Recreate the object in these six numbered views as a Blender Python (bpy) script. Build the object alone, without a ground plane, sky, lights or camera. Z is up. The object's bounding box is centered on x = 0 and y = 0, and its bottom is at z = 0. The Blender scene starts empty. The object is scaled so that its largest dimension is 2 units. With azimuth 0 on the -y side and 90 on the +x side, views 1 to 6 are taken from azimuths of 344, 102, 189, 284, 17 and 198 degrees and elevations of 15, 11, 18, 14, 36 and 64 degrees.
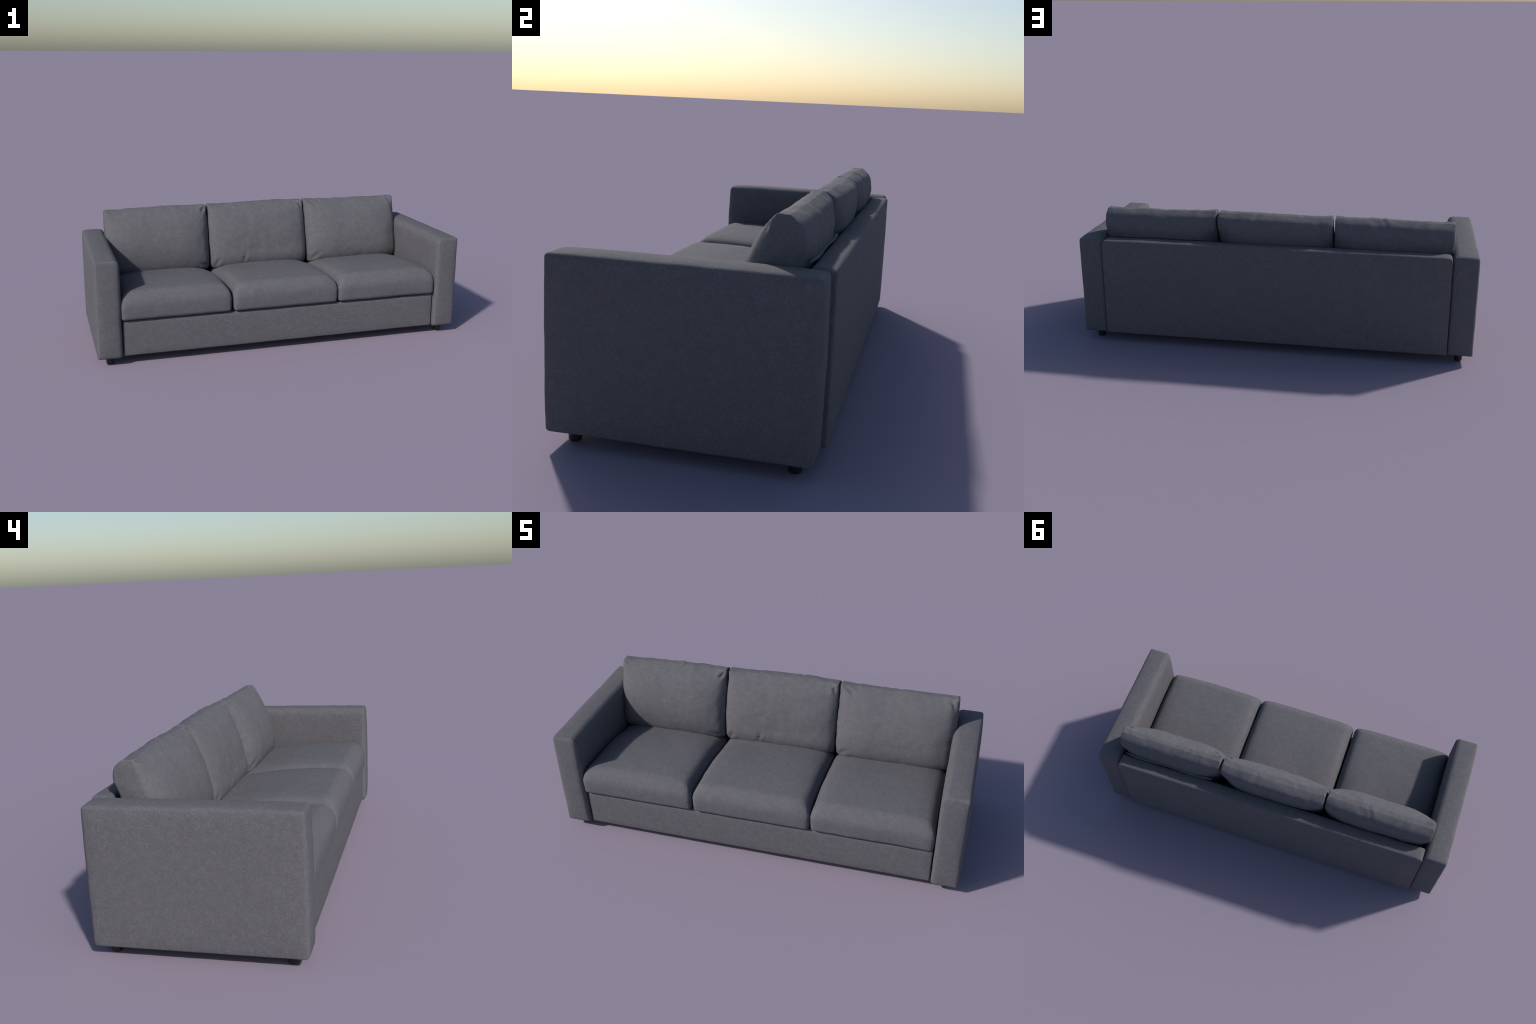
"""Three-seat fabric sofa: two slab armrests, backrest panel, front rail,
three seat cushions, three loose back cushions, four short black legs."""
import bpy, bmesh, math
from mathutils import Vector, noise

# --------------------------------------------------------------- helpers
def curve(points, t):
    """Monotone-ish smooth curve through (t, value) control points."""
    if t <= points[0][0]:
        return points[0][1]
    if t >= points[-1][0]:
        return points[-1][1]
    n = len(points)
    for i in range(n - 1):
        t0, a = points[i]
        t1, b = points[i + 1]
        if t <= t1:
            def slope(j):
                if j == 0:
                    return (points[1][1] - points[0][1]) / (points[1][0] - points[0][0])
                if j == n - 1:
                    return (points[-1][1] - points[-2][1]) / (points[-1][0] - points[-2][0])
                return (points[j + 1][1] - points[j - 1][1]) / (points[j + 1][0] - points[j - 1][0])
            h = t1 - t0
            s = (t - t0) / h
            m0, m1 = slope(i) * h, slope(i + 1) * h
            return ((2*s**3 - 3*s**2 + 1) * a + (s**3 - 2*s**2 + s) * m0
                    + (-2*s**3 + 3*s**2) * b + (s**3 - s**2) * m1)

def lerp(a, b, t):
    return a + (b - a) * t

def crown(a, b, p=4.0, q=None):
    """1 in the middle of a face, 0 on its border; a, b in -1..1."""
    q = q or p
    return max(0.0, 1 - abs(a) ** p) * max(0.0, 1 - abs(b) ** q)

def fbm(p, scale, seed, octaves=3):
    return noise.fractal(Vector((p.x * scale + seed * 13.7, p.y * scale + seed * 5.1, p.z * scale - seed * 7.3)),
                         0.8, 2.0, octaves, noise_basis='PERLIN_ORIGINAL')

def soft_box(lo, hi, bevels, step):
    """Box lo..hi; bevels = list of (edge test, radius, segments), applied in
    turn; then sliced into a grid of about `step` so it can be deformed."""
    bm = bmesh.new()
    bmesh.ops.create_cube(bm, size=1.0)
    for v in bm.verts:
        for k in range(3):
            v.co[k] = hi[k] if v.co[k] > 0 else lo[k]
    mid = [(lo[k] + hi[k]) / 2 for k in range(3)]
    width = bm.edges.layers.float.new('radius')
    # tag the twelve edges with their radius, then bevel from wide to narrow
    for e in bm.edges:
        c = (e.verts[0].co + e.verts[1].co) / 2
        sign = tuple(0 if abs(c[k] - mid[k]) < 1e-6 else (1 if c[k] > mid[k] else -1) for k in range(3))
        for test, r in bevels:
            if test(sign):
                e[width] = r
    w = bm.edges.layers.float.new('bevel_weight_edge')
    biggest = max(e[width] for e in bm.edges)
    for e in bm.edges:
        e[w] = e[width] / biggest
    me = bpy.data.meshes.new('tmp')
    bm.to_mesh(me)
    bm.free()
    ob = bpy.data.objects.new('tmp', me)
    bpy.context.scene.collection.objects.link(ob)
    mod = ob.modifiers.new('bevel', 'BEVEL')
    mod.limit_method = 'WEIGHT'
    mod.width = biggest
    mod.segments = 5
    mod.use_clamp_overlap = False
    dg = bpy.context.evaluated_depsgraph_get()
    bm = bmesh.new()
    bm.from_object(ob, dg)
    bpy.data.objects.remove(ob)
    bpy.data.meshes.remove(me)
    for k in range(3):
        n = max(2, int(round((hi[k] - lo[k]) / step[k])))
        nrm = Vector((0, 0, 0))
        nrm[k] = 1
        for i in range(1, n):
            co = Vector(mid)
            co[k] = lo[k] + (hi[k] - lo[k]) * i / n
            bmesh.ops.bisect_plane(bm, geom=bm.verts[:] + bm.edges[:] + bm.faces[:],
                                   dist=1e-6, plane_co=co, plane_no=nrm)
    bmesh.ops.remove_doubles(bm, verts=bm.verts, dist=1e-5)
    return bm

def finish(bm, name, parent, material, smooth_angle=50):
    bmesh.ops.recalc_face_normals(bm, faces=bm.faces)
    me = bpy.data.meshes.new(name)
    bm.to_mesh(me)
    bm.free()
    me.materials.append(material)
    for p in me.polygons:
        p.use_smooth = True
    me.set_sharp_from_angle(angle=math.radians(smooth_angle))
    ob = bpy.data.objects.new(name, me)
    bpy.context.scene.collection.objects.link(ob)
    ob.parent = parent
    return ob

def displace(bm, fn):
    bm.normal_update()
    moves = [(v, v.normal * fn(v.co, v.normal)) for v in bm.verts]
    for v, d in moves:
        v.co += d

# ------------------------------------------------------------- materials
def fabric(name, base, thread_scale, contrast, tint):
    """Woven grey cloth: threads along three axes plus faint mottling."""
    mat = bpy.data.materials.new(name)
    mat.use_nodes = True
    nt = mat.node_tree
    N, L = nt.nodes, nt.links
    bsdf = N['Principled BSDF']
    bsdf.inputs['Roughness'].default_value = 0.92
    bsdf.inputs['Specular IOR Level'].default_value = 0.25
    co = N.new('ShaderNodeTexCoord')

    def noise_tex(scale3, detail, rough=0.5):
        mp = N.new('ShaderNodeMapping')
        mp.inputs['Scale'].default_value = scale3
        L.new(co.outputs['Object'], mp.inputs['Vector'])
        tx = N.new('ShaderNodeTexNoise')
        tx.inputs['Scale'].default_value = 1.0
        tx.inputs['Detail'].default_value = detail
        tx.inputs['Roughness'].default_value = rough
        L.new(mp.outputs['Vector'], tx.inputs['Vector'])
        return tx.outputs['Fac']

    def math_node(op, a, b):
        m = N.new('ShaderNodeMath')
        m.operation = op
        for i, s in enumerate((a, b)):
            if isinstance(s, (int, float)):
                m.inputs[i].default_value = s
            else:
                L.new(s, m.inputs[i])
        return m.outputs[0]

    def ramp(fac, stops):
        r = N.new('ShaderNodeValToRGB')
        els = r.color_ramp.elements
        els[0].position, els[0].color = stops[0]
        els[1].position, els[1].color = stops[-1]
        for pos, col in stops[1:-1]:
            e = els.new(pos)
            e.color = col
        L.new(fac, r.inputs['Fac'])
        return r.outputs['Color']

    s, l = thread_scale, thread_scale * 0.26
    tx_ = noise_tex((l, s, s), 1.0)
    ty_ = noise_tex((s, l, s), 1.0)
    tz_ = noise_tex((s, s, l), 1.0)
    weave = math_node('ADD', math_node('ADD', tx_, ty_), tz_)          # mean 1.5
    mottle = noise_tex((34, 34, 34), 2.0, 0.6)
    # sparse light threads, gathered in clumps
    peak = math_node('MAXIMUM', math_node('MAXIMUM', tx_, ty_), tz_)
    light = ramp(peak, [(0.60, (0, 0, 0, 1)), (0.80, (1, 1, 1, 1))])
    clump = ramp(mottle, [(0.38, (0.15, 0.15, 0.15, 1)), (0.62, (1, 1, 1, 1))])
    light = math_node('MULTIPLY', light, clump)
    ground = math_node('SUBTRACT', math_node('ADD', math_node('MULTIPLY', weave, 0.5), math_node('MULTIPLY', mottle, 0.4)), 0.45)
    dark = ramp(ground, [(0.38, tuple(c * (1 - contrast * 0.5) for c in base) + (1,)),
                         (0.62, tuple(c * (1 + contrast * 0.25) for c in base) + (1,))])
    weft = N.new('ShaderNodeMix')
    weft.data_type = 'RGBA'
    L.new(light, weft.inputs['Factor'])
    L.new(dark, weft.inputs['A'])
    weft.inputs['B'].default_value = tuple(c * (1 + contrast * 1.6) for c in base) + (1,)
    cloth = weft.outputs['Result']
    patch = noise_tex((15, 15, 15), 1.0)
    mask = ramp(patch, [(0.64, (0, 0, 0, 1)), (0.76, (1, 1, 1, 1))])
    mix = N.new('ShaderNodeMix')
    mix.data_type = 'RGBA'
    mix.blend_type = 'MULTIPLY'
    L.new(mask, mix.inputs['Factor'])
    L.new(cloth, mix.inputs['A'])
    mix.inputs['B'].default_value = tint + (1,)
    L.new(mix.outputs['Result'], bsdf.inputs['Base Color'])
    bump = N.new('ShaderNodeBump')
    bump.inputs['Strength'].default_value = 0.25
    bump.inputs['Distance'].default_value = 0.002
    L.new(weave, bump.inputs['Height'])
    L.new(bump.outputs['Normal'], bsdf.inputs['Normal'])
    return mat

def plain(name, colour, rough):
    mat = bpy.data.materials.new(name)
    mat.use_nodes = True
    nt = mat.node_tree
    b = nt.nodes['Principled BSDF']
    b.inputs['Roughness'].default_value = rough
    tx = nt.nodes.new('ShaderNodeTexNoise')
    tx.inputs['Scale'].default_value = 60
    co = nt.nodes.new('ShaderNodeTexCoord')
    nt.links.new(co.outputs['Object'], tx.inputs['Vector'])
    r = nt.nodes.new('ShaderNodeValToRGB')
    r.color_ramp.elements[0].color = tuple(c * 0.8 for c in colour) + (1,)
    r.color_ramp.elements[1].color = tuple(c * 1.2 for c in colour) + (1,)
    nt.links.new(tx.outputs['Fac'], r.inputs['Fac'])
    nt.links.new(r.outputs['Color'], b.inputs['Base Color'])
    return mat

FRAME_CLOTH = fabric('frame_cloth', (0.1160, 0.1130, 0.1255), 280, 0.20, (1.05, 0.985, 0.985))
CUSHION_CLOTH = fabric('cushion_cloth', (0.1215, 0.1190, 0.1330), 340, 0.20, (1.05, 0.98, 0.98))
BLACK = plain('black_plastic', (0.006, 0.006, 0.007), 0.45)

# ------------------------------------------------------------------ sofa
sofa = bpy.data.objects.new('sofa', None)
bpy.context.scene.collection.objects.link(sofa)
sofa['label'] = 'grey fabric three-seat sofa with slab arms and loose cushions'
sofa['category'] = 'sofa'

# armrests: upright slabs, crisp outside edges, rounded inner top edge
def armrest(side):
    lo, hi = (0.868, -0.388, 0.043), (0.992, 0.371, 0.5495)
    bevels = [
        (lambda s: True, 0.012),
        (lambda s: s[0] == -1 and s[2] == 1, 0.030),          # inner top
        (lambda s: s[0] == -1 and s[1] == -1, 0.016),         # inner front upright
        (lambda s: s[1] == 1 and s[2] == 1, 0.014),           # back top
        (lambda s: s[1] == 1 and s[2] == -1, 0.016),          # back bottom
        (lambda s: s[1] == -1 and s[2] == -1, 0.014),         # front bottom
        (lambda s: s[0] == 1 and s[2] == -1, 0.006),          # outer bottom
    ]
    bm = soft_box(lo, hi, bevels, (0.03, 0.03, 0.03))
    for v in bm.verts:
        a = 2 * (v.co.x - lo[0]) / (hi[0] - lo[0]) - 1
        b = 2 * (v.co.y - lo[1]) / (hi[1] - lo[1]) - 1
        c = 2 * (v.co.z - lo[2]) / (hi[2] - lo[2]) - 1
        x = v.co.x + (0.008 * crown(b, c, 6) * max(0, a) - 0.004 * crown(b, c, 4) * max(0, -a))
        y = v.co.y + (0.007 * crown(a, c, 4) * max(0, b) - 0.008 * crown(a, c, 4) * max(0, -b))
        z = v.co.z + 0.007 * crown(a, b, 2, 6) * max(0, c) - 0.004 * crown(a, b, 4, 6) * max(0, -c)
        v.co = Vector((x, y, z))
    displace(bm, lambda p, n: 0.0016 * fbm(p, 9, 1 if side > 0 else 2))
    if side < 0:
        for v in bm.verts:
            v.co.x = -v.co.x
        bmesh.ops.reverse_faces(bm, faces=bm.faces)
    return finish(bm, 'armrest', sofa, FRAME_CLOTH)

armrest(1)
armrest(-1)

# backrest panel between the arms, standing a little proud at the rear
def backrest():
    lo, hi = (-0.8675, 0.311, 0.049), (0.8675, 0.388, 0.549)
    bevels = [
        (lambda s: True, 0.007),
        (lambda s: s[2] == 1 and s[1] == -1, 0.014),
        (lambda s: s[2] == 1 and s[1] == 1, 0.012),
        (lambda s: s[2] == 1 and s[0] != 0, 0.022),
    ]
    bm = soft_box(lo, hi, bevels, (0.04, 0.024, 0.03))
    for v in bm.verts:
        a = v.co.x / 0.8675
        b = 2 * (v.co.y - lo[1]) / (hi[1] - lo[1]) - 1
        c = 2 * (v.co.z - lo[2]) / (hi[2] - lo[2]) - 1
        v.co.y += 0.009 * crown(a, c, 8, 4) * max(0, b)
        v.co.z += 0.004 * crown(a, b, 8, 2) * max(0, c)
    displace(bm, lambda p, n: 0.0014 * fbm(p, 8, 3))
    return finish(bm, 'backrest', sofa, FRAME_CLOTH)

backrest()

# base box with the front rail face
def seat_base():
    lo, hi = (-0.862, -0.373, 0.046), (0.862, 0.306, 0.232)
    bevels = [(lambda s: True, 0.006), (lambda s: s[1] == -1, 0.008), (lambda s: s[1] == -1 and s[2] == 1, 0.013)]
    bm = soft_box(lo, hi, bevels, (0.04, 0.06, 0.025))
    for v in bm.verts:
        a = v.co.x / 0.86
        c = 2 * (v.co.z - lo[2]) / (hi[2] - lo[2]) - 1
        if v.co.y < -0.3:
            v.co.y -= 0.004 * crown(a, c, 8, 4)
    displace(bm, lambda p, n: 0.0012 * fbm(p, 8, 4))
    return finish(bm, 'seat_base', sofa, FRAME_CLOTH)

seat_base()

# seat cushions: boxed foam, crowned on top and sagging towards the back
SEAT_TOP = [(-0.388, 0.378), (-0.33, 0.386), (-0.2, 0.388), (-0.05, 0.378), (0.11, 0.357), (0.30, 0.340)]

def seat_cushion(cx, half, seed, rear):
    y0, y1, zb, zt = -0.389, 0.300, 0.238, 0.36
    lo, hi = (-half, y0, zb), (half, y1, zt)
    bevels = [
        (lambda s: True, 0.015),
        (lambda s: s[2] == 1, 0.042),
        (lambda s: s[2] == 1 and s[1] == -1, 0.050),
        (lambda s: s[2] == 0, 0.020),
    ]
    bm = soft_box(lo, hi, bevels, (0.016, 0.016, 0.016))
    for v in bm.verts:
        a = v.co.x / half
        b = 2 * (v.co.y - y0) / (y1 - y0) - 1
        w = (v.co.z - zb) / (zt - zb)
        top = curve(SEAT_TOP, v.co.y) - lerp(0.020, 0.038, 0.5 + 0.5 * b) * abs(a) ** lerp(7.0, 4.0, 0.5 + 0.5 * b)
        if b < 0:
            top -= 0.006 * abs(b) ** 14 * abs(a) ** 2
        top += rear * max(0.0, b) - 0.008 * max(0.0, -a) * max(0.0, b)
        z = zb + w * (top - zb)
        mid = max(0.0, 1 - (2 * w - 1) ** 2)
        x = cx + v.co.x + a * 0.003 * mid
        y = v.co.y + min(0.0, b) * 0.007 * mid * (1 - abs(a) ** 8)
        v.co = Vector((x, y, z))
    displace(bm, lambda p, n: 0.0022 * fbm(p, 6, seed + 10))
    return finish(bm, 'seat_cushion', sofa, CUSHION_CLOTH)

seat_cushion(-0.584, 0.284, 1, -0.008)
seat_cushion(0.0, 0.286, 2, 0.004)
seat_cushion(0.577, 0.283, 3, -0.002)

# loose back cushions: leaning pillow, profile curves for middle and ends
FRONT_MID = [(0.33, 0.122), (0.38, 0.101), (0.45, 0.094), (0.50, 0.098), (0.55, 0.112), (0.60, 0.136), (0.64, 0.162), (0.67, 0.192), (0.69, 0.226)]
FRONT_END = [(0.33, 0.140), (0.363, 0.124), (0.43, 0.128), (0.50, 0.146), (0.574, 0.168), (0.64, 0.190), (0.69, 0.210)]
BACK_MID = [(0.33, 0.288), (0.45, 0.303), (0.55, 0.309), (0.60, 0.313), (0.64, 0.311), (0.67, 0.298), (0.69, 0.266)]
BACK_END = [(0.33, 0.245), (0.45, 0.257), (0.55, 0.275), (0.608, 0.298), (0.655, 0.298), (0.69, 0.266)]

def back_cushion(cx, half, seed, back_shift, slump, belly, top_line, pinch, folds):
    """folds: (x, y, z, direction, length, width, depth) creases on the skin."""
    z0, z1 = 0.330, 0.690
    lo, hi = (-half, 0.0, z0), (half, 0.19, z1)
    bevels = [
        (lambda s: True, 0.016),
        (lambda s: s[2] == 1 and s[0] == 0, 0.026),
        (lambda s: s[2] == 1 and s[0] != 0, 0.007),
        (lambda s: s[2] == 0 and s[1] == -1, 0.034),
        (lambda s: s[2] == 0 and s[1] == 1, 0.016),
    ]
    bm = soft_box(lo, hi, bevels, (0.010, 0.012, 0.010))
    for v in bm.verts:
        a = v.co.x / half
        t = v.co.y / 0.19
        w = (v.co.z - z0) / (z1 - z0)
        e = abs(a) ** 5
        zz = v.co.z
        yf = lerp(curve(FRONT_MID, zz) + curve(belly, zz), curve(FRONT_END, zz), e)
        shoulder = slump * max(0.0, min(1.0, (zz - 0.60) / 0.05))
        yb = lerp(curve(BACK_MID, zz) + back_shift - shoulder, curve(BACK_END, zz) - shoulder * 0.5, e)
        yb -= (pinch[0] if a < 0 else pinch[1]) * abs(a) ** 6 * max(0.0, min(1.0, (0.67 - zz) / 0.09))
        ear = 0.002 * max(0.0, (abs(a) - 0.9) / 0.1) ** 2 - 0.003 * math.exp(-((abs(a) - 0.72) / 0.15) ** 2)
        z = zz + w ** 2 * (curve(top_line, a) + ear)
        side = crown(2 * t - 1, 2 * w - 1, 2)
        v.co = Vector((cx + v.co.x + a * 0.006 * side, lerp(yf, yb, t), z))

    # round the top edges out, fading to the crisp sewn end corners
    cut = {v: v.co.copy() for v in bm.verts}
    for _ in range(10):
        bmesh.ops.smooth_vert(bm, verts=bm.verts, factor=0.5, use_axis_x=False, use_axis_y=True, use_axis_z=True)
    for v, was in cut.items():
        u = abs(was.x - cx) / half
        ends = max(0.0, min(1.0, (u - 0.55) / 0.30))
        low = max(0.0, min(1.0, (0.66 - was.z) / 0.05))
        keep = max(ends * ends * (3 - 2 * ends), low)
        v.co = v.co.lerp(was, keep)

    # put every fold on the skin, with a frame of its own there
    bm.normal_update()
    placed = []
    for f in folds:
        near = min(bm.verts, key=lambda v: (v.co - Vector(f[:3])).length_squared)
        n = near.normal.copy()
        dr = Vector(f[3])
        dr = (dr - n * dr.dot(n)).normalized()
        placed.append((near.co.copy(), n, dr, dr.cross(n)) + tuple(f[4:]))

    def skin(p, n):
        d = 0.0030 * fbm(p, 7, seed + 20) + 0.0012 * fbm(p, 26, seed + 30, 2)
        # fine gathers running front to back over the top
        top = max(0.0, min(1.0, (p.z - 0.60) / 0.09))
        g = noise.noise(Vector((p.x * 42 + 3 * noise.noise(p * 9), p.y * 7, p.z * 6 + seed * 9)))
        d += 0.0026 * top * g * (0.4 + abs(noise.noise(p * 6 + Vector((seed, 0, 0))) * 2))
        for c, nf, dr, sd, length, width, depth in placed:
            q = p - c
            if q.length > 4 * length + 4 * width or n.dot(nf) < -0.2:
                continue
            along, across = q.dot(dr) / length, q.dot(sd) / width
            lift = q.dot(nf) / 0.03
            fade = math.exp(-along ** 2 - lift ** 2)
            d += depth * fade * (0.55 * math.exp(-(across - 1.7) ** 2) - math.exp(-across ** 2)
                                 + 0.35 * math.exp(-(across + 1.9) ** 2))
        return d
    displace(bm, skin)
    return finish(bm, 'back_cushion', sofa, CUSHION_CLOTH, 60)

back_cushion(-0.5865, 0.2885, 1, 0.004, 0.008, [(0.33, -0.010), (0.42, -0.006), (0.55, 0.0), (0.69, 0.0)],
             [(-1, -0.010), (-0.4, -0.008), (0.2, -0.002), (1, -0.003)], (0.0, 0.004), [
    (-0.325, 0.215, 0.655, (0.5, 0.2, 0.6), 0.022, 0.008, 0.009),
    (-0.335, 0.12, 0.365, (1, 0, -0.6), 0.03, 0.010, 0.006),
    (-0.845, 0.215, 0.665, (1, 0, -0.5), 0.020, 0.007, 0.006),
])
back_cushion(0.0, 0.287, 2, 0.006, 0.0, [(0.33, -0.010), (0.40, -0.002), (0.46, 0.012), (0.55, 0.018), (0.62, 0.014), (0.69, 0.002)],
             [(-1, -0.004), (0, -0.001), (0.7, 0.002), (1, -0.003)], (0.004, 0.022), [
    (-0.250, 0.12, 0.372, (0.6, 0, 1), 0.03, 0.010, 0.007),
    (-0.095, 0.09, 0.385, (0.35, 0, 1), 0.028, 0.008, 0.008),
    (0.262, 0.215, 0.655, (-0.5, 0, 1), 0.022, 0.009, 0.008),
])
plump = back_cushion(0.586, 0.287, 3, 0.0, 0.012, [(0.33, -0.022), (0.40, -0.020), (0.48, -0.008), (0.56, 0.0), (0.69, 0.0)],
             [(-1, 0.0), (-0.8, 0.001), (-0.1, -0.006), (0.6, -0.004), (1, -0.005)], (0.026, 0.0), [
    (0.345, 0.205, 0.660, (1, 0, -0.9), 0.025, 0.008, 0.010),
    (0.345, 0.12, 0.370, (1, 0, 0.9), 0.035, 0.010, 0.007),
    (0.845, 0.205, 0.655, (-0.4, 0, 1), 0.022, 0.008, 0.008),
])

# seam allowance that peeps out behind one cushion, above the backrest
def seam_flap(parent, x0, x1):
    bm = bmesh.new()
    n, m = 60, 8
    loops = []
    for i in range(n + 1):
        t = i / n
        x = lerp(x0, x1, t)
        taper = math.sin(math.pi * min(1.0, max(0.0, t * 8, 0)) / 2) if t < 0.125 else (
            math.sin(math.pi * (1 - t) * 4) if t > 0.875 else 1.0)
        r = 0.0015 + 0.0045 * max(0.0, taper)
        y = 0.3085 + 0.002 * math.sin(t * 9) + 0.004 * t * (1 - t)
        z = 0.5575 + 0.0015 * math.sin(t * 14 + 1)
        loops.append([bm.verts.new((x, y + 1.7 * r * math.cos(2 * math.pi * k / m),
                                    z + 0.7 * r * math.sin(2 * math.pi * k / m))) for k in range(m)])
    for a, b in zip(loops, loops[1:]):
        for k in range(m):
            bm.faces.new((a[k], a[(k + 1) % m], b[(k + 1) % m], b[k]))
    bm.faces.new(loops[0])
    bm.faces.new(loops[-1])
    return finish(bm, 'seam_flap', parent, CUSHION_CLOTH)

seam_flap(plump, 0.335, 0.845)

# legs: short tapered black pegs sharing one mesh
def leg_mesh():
    bm = bmesh.new()
    rings = [(0.0, 0.0165), (0.0035, 0.0192), (0.052, 0.0202)]
    n = 20
    loops = [[bm.verts.new((r * math.cos(2 * math.pi * i / n), r * math.sin(2 * math.pi * i / n), z))
              for i in range(n)] for z, r in rings]
    for a, b in zip(loops, loops[1:]):
        for i in range(n):
            bm.faces.new((a[i], a[(i + 1) % n], b[(i + 1) % n], b[i]))
    bm.faces.new(list(reversed(loops[0])))
    bm.faces.new(loops[-1])
    return bm

first = finish(leg_mesh(), 'leg', sofa, BLACK, 35)
first.location = (-0.928, -0.326, 0)
for x, y in ((0.928, -0.326), (-0.928, 0.314), (0.928, 0.314)):
    ob = first.copy()
    ob.location = (x, y, 0)
    bpy.context.scene.collection.objects.link(ob)
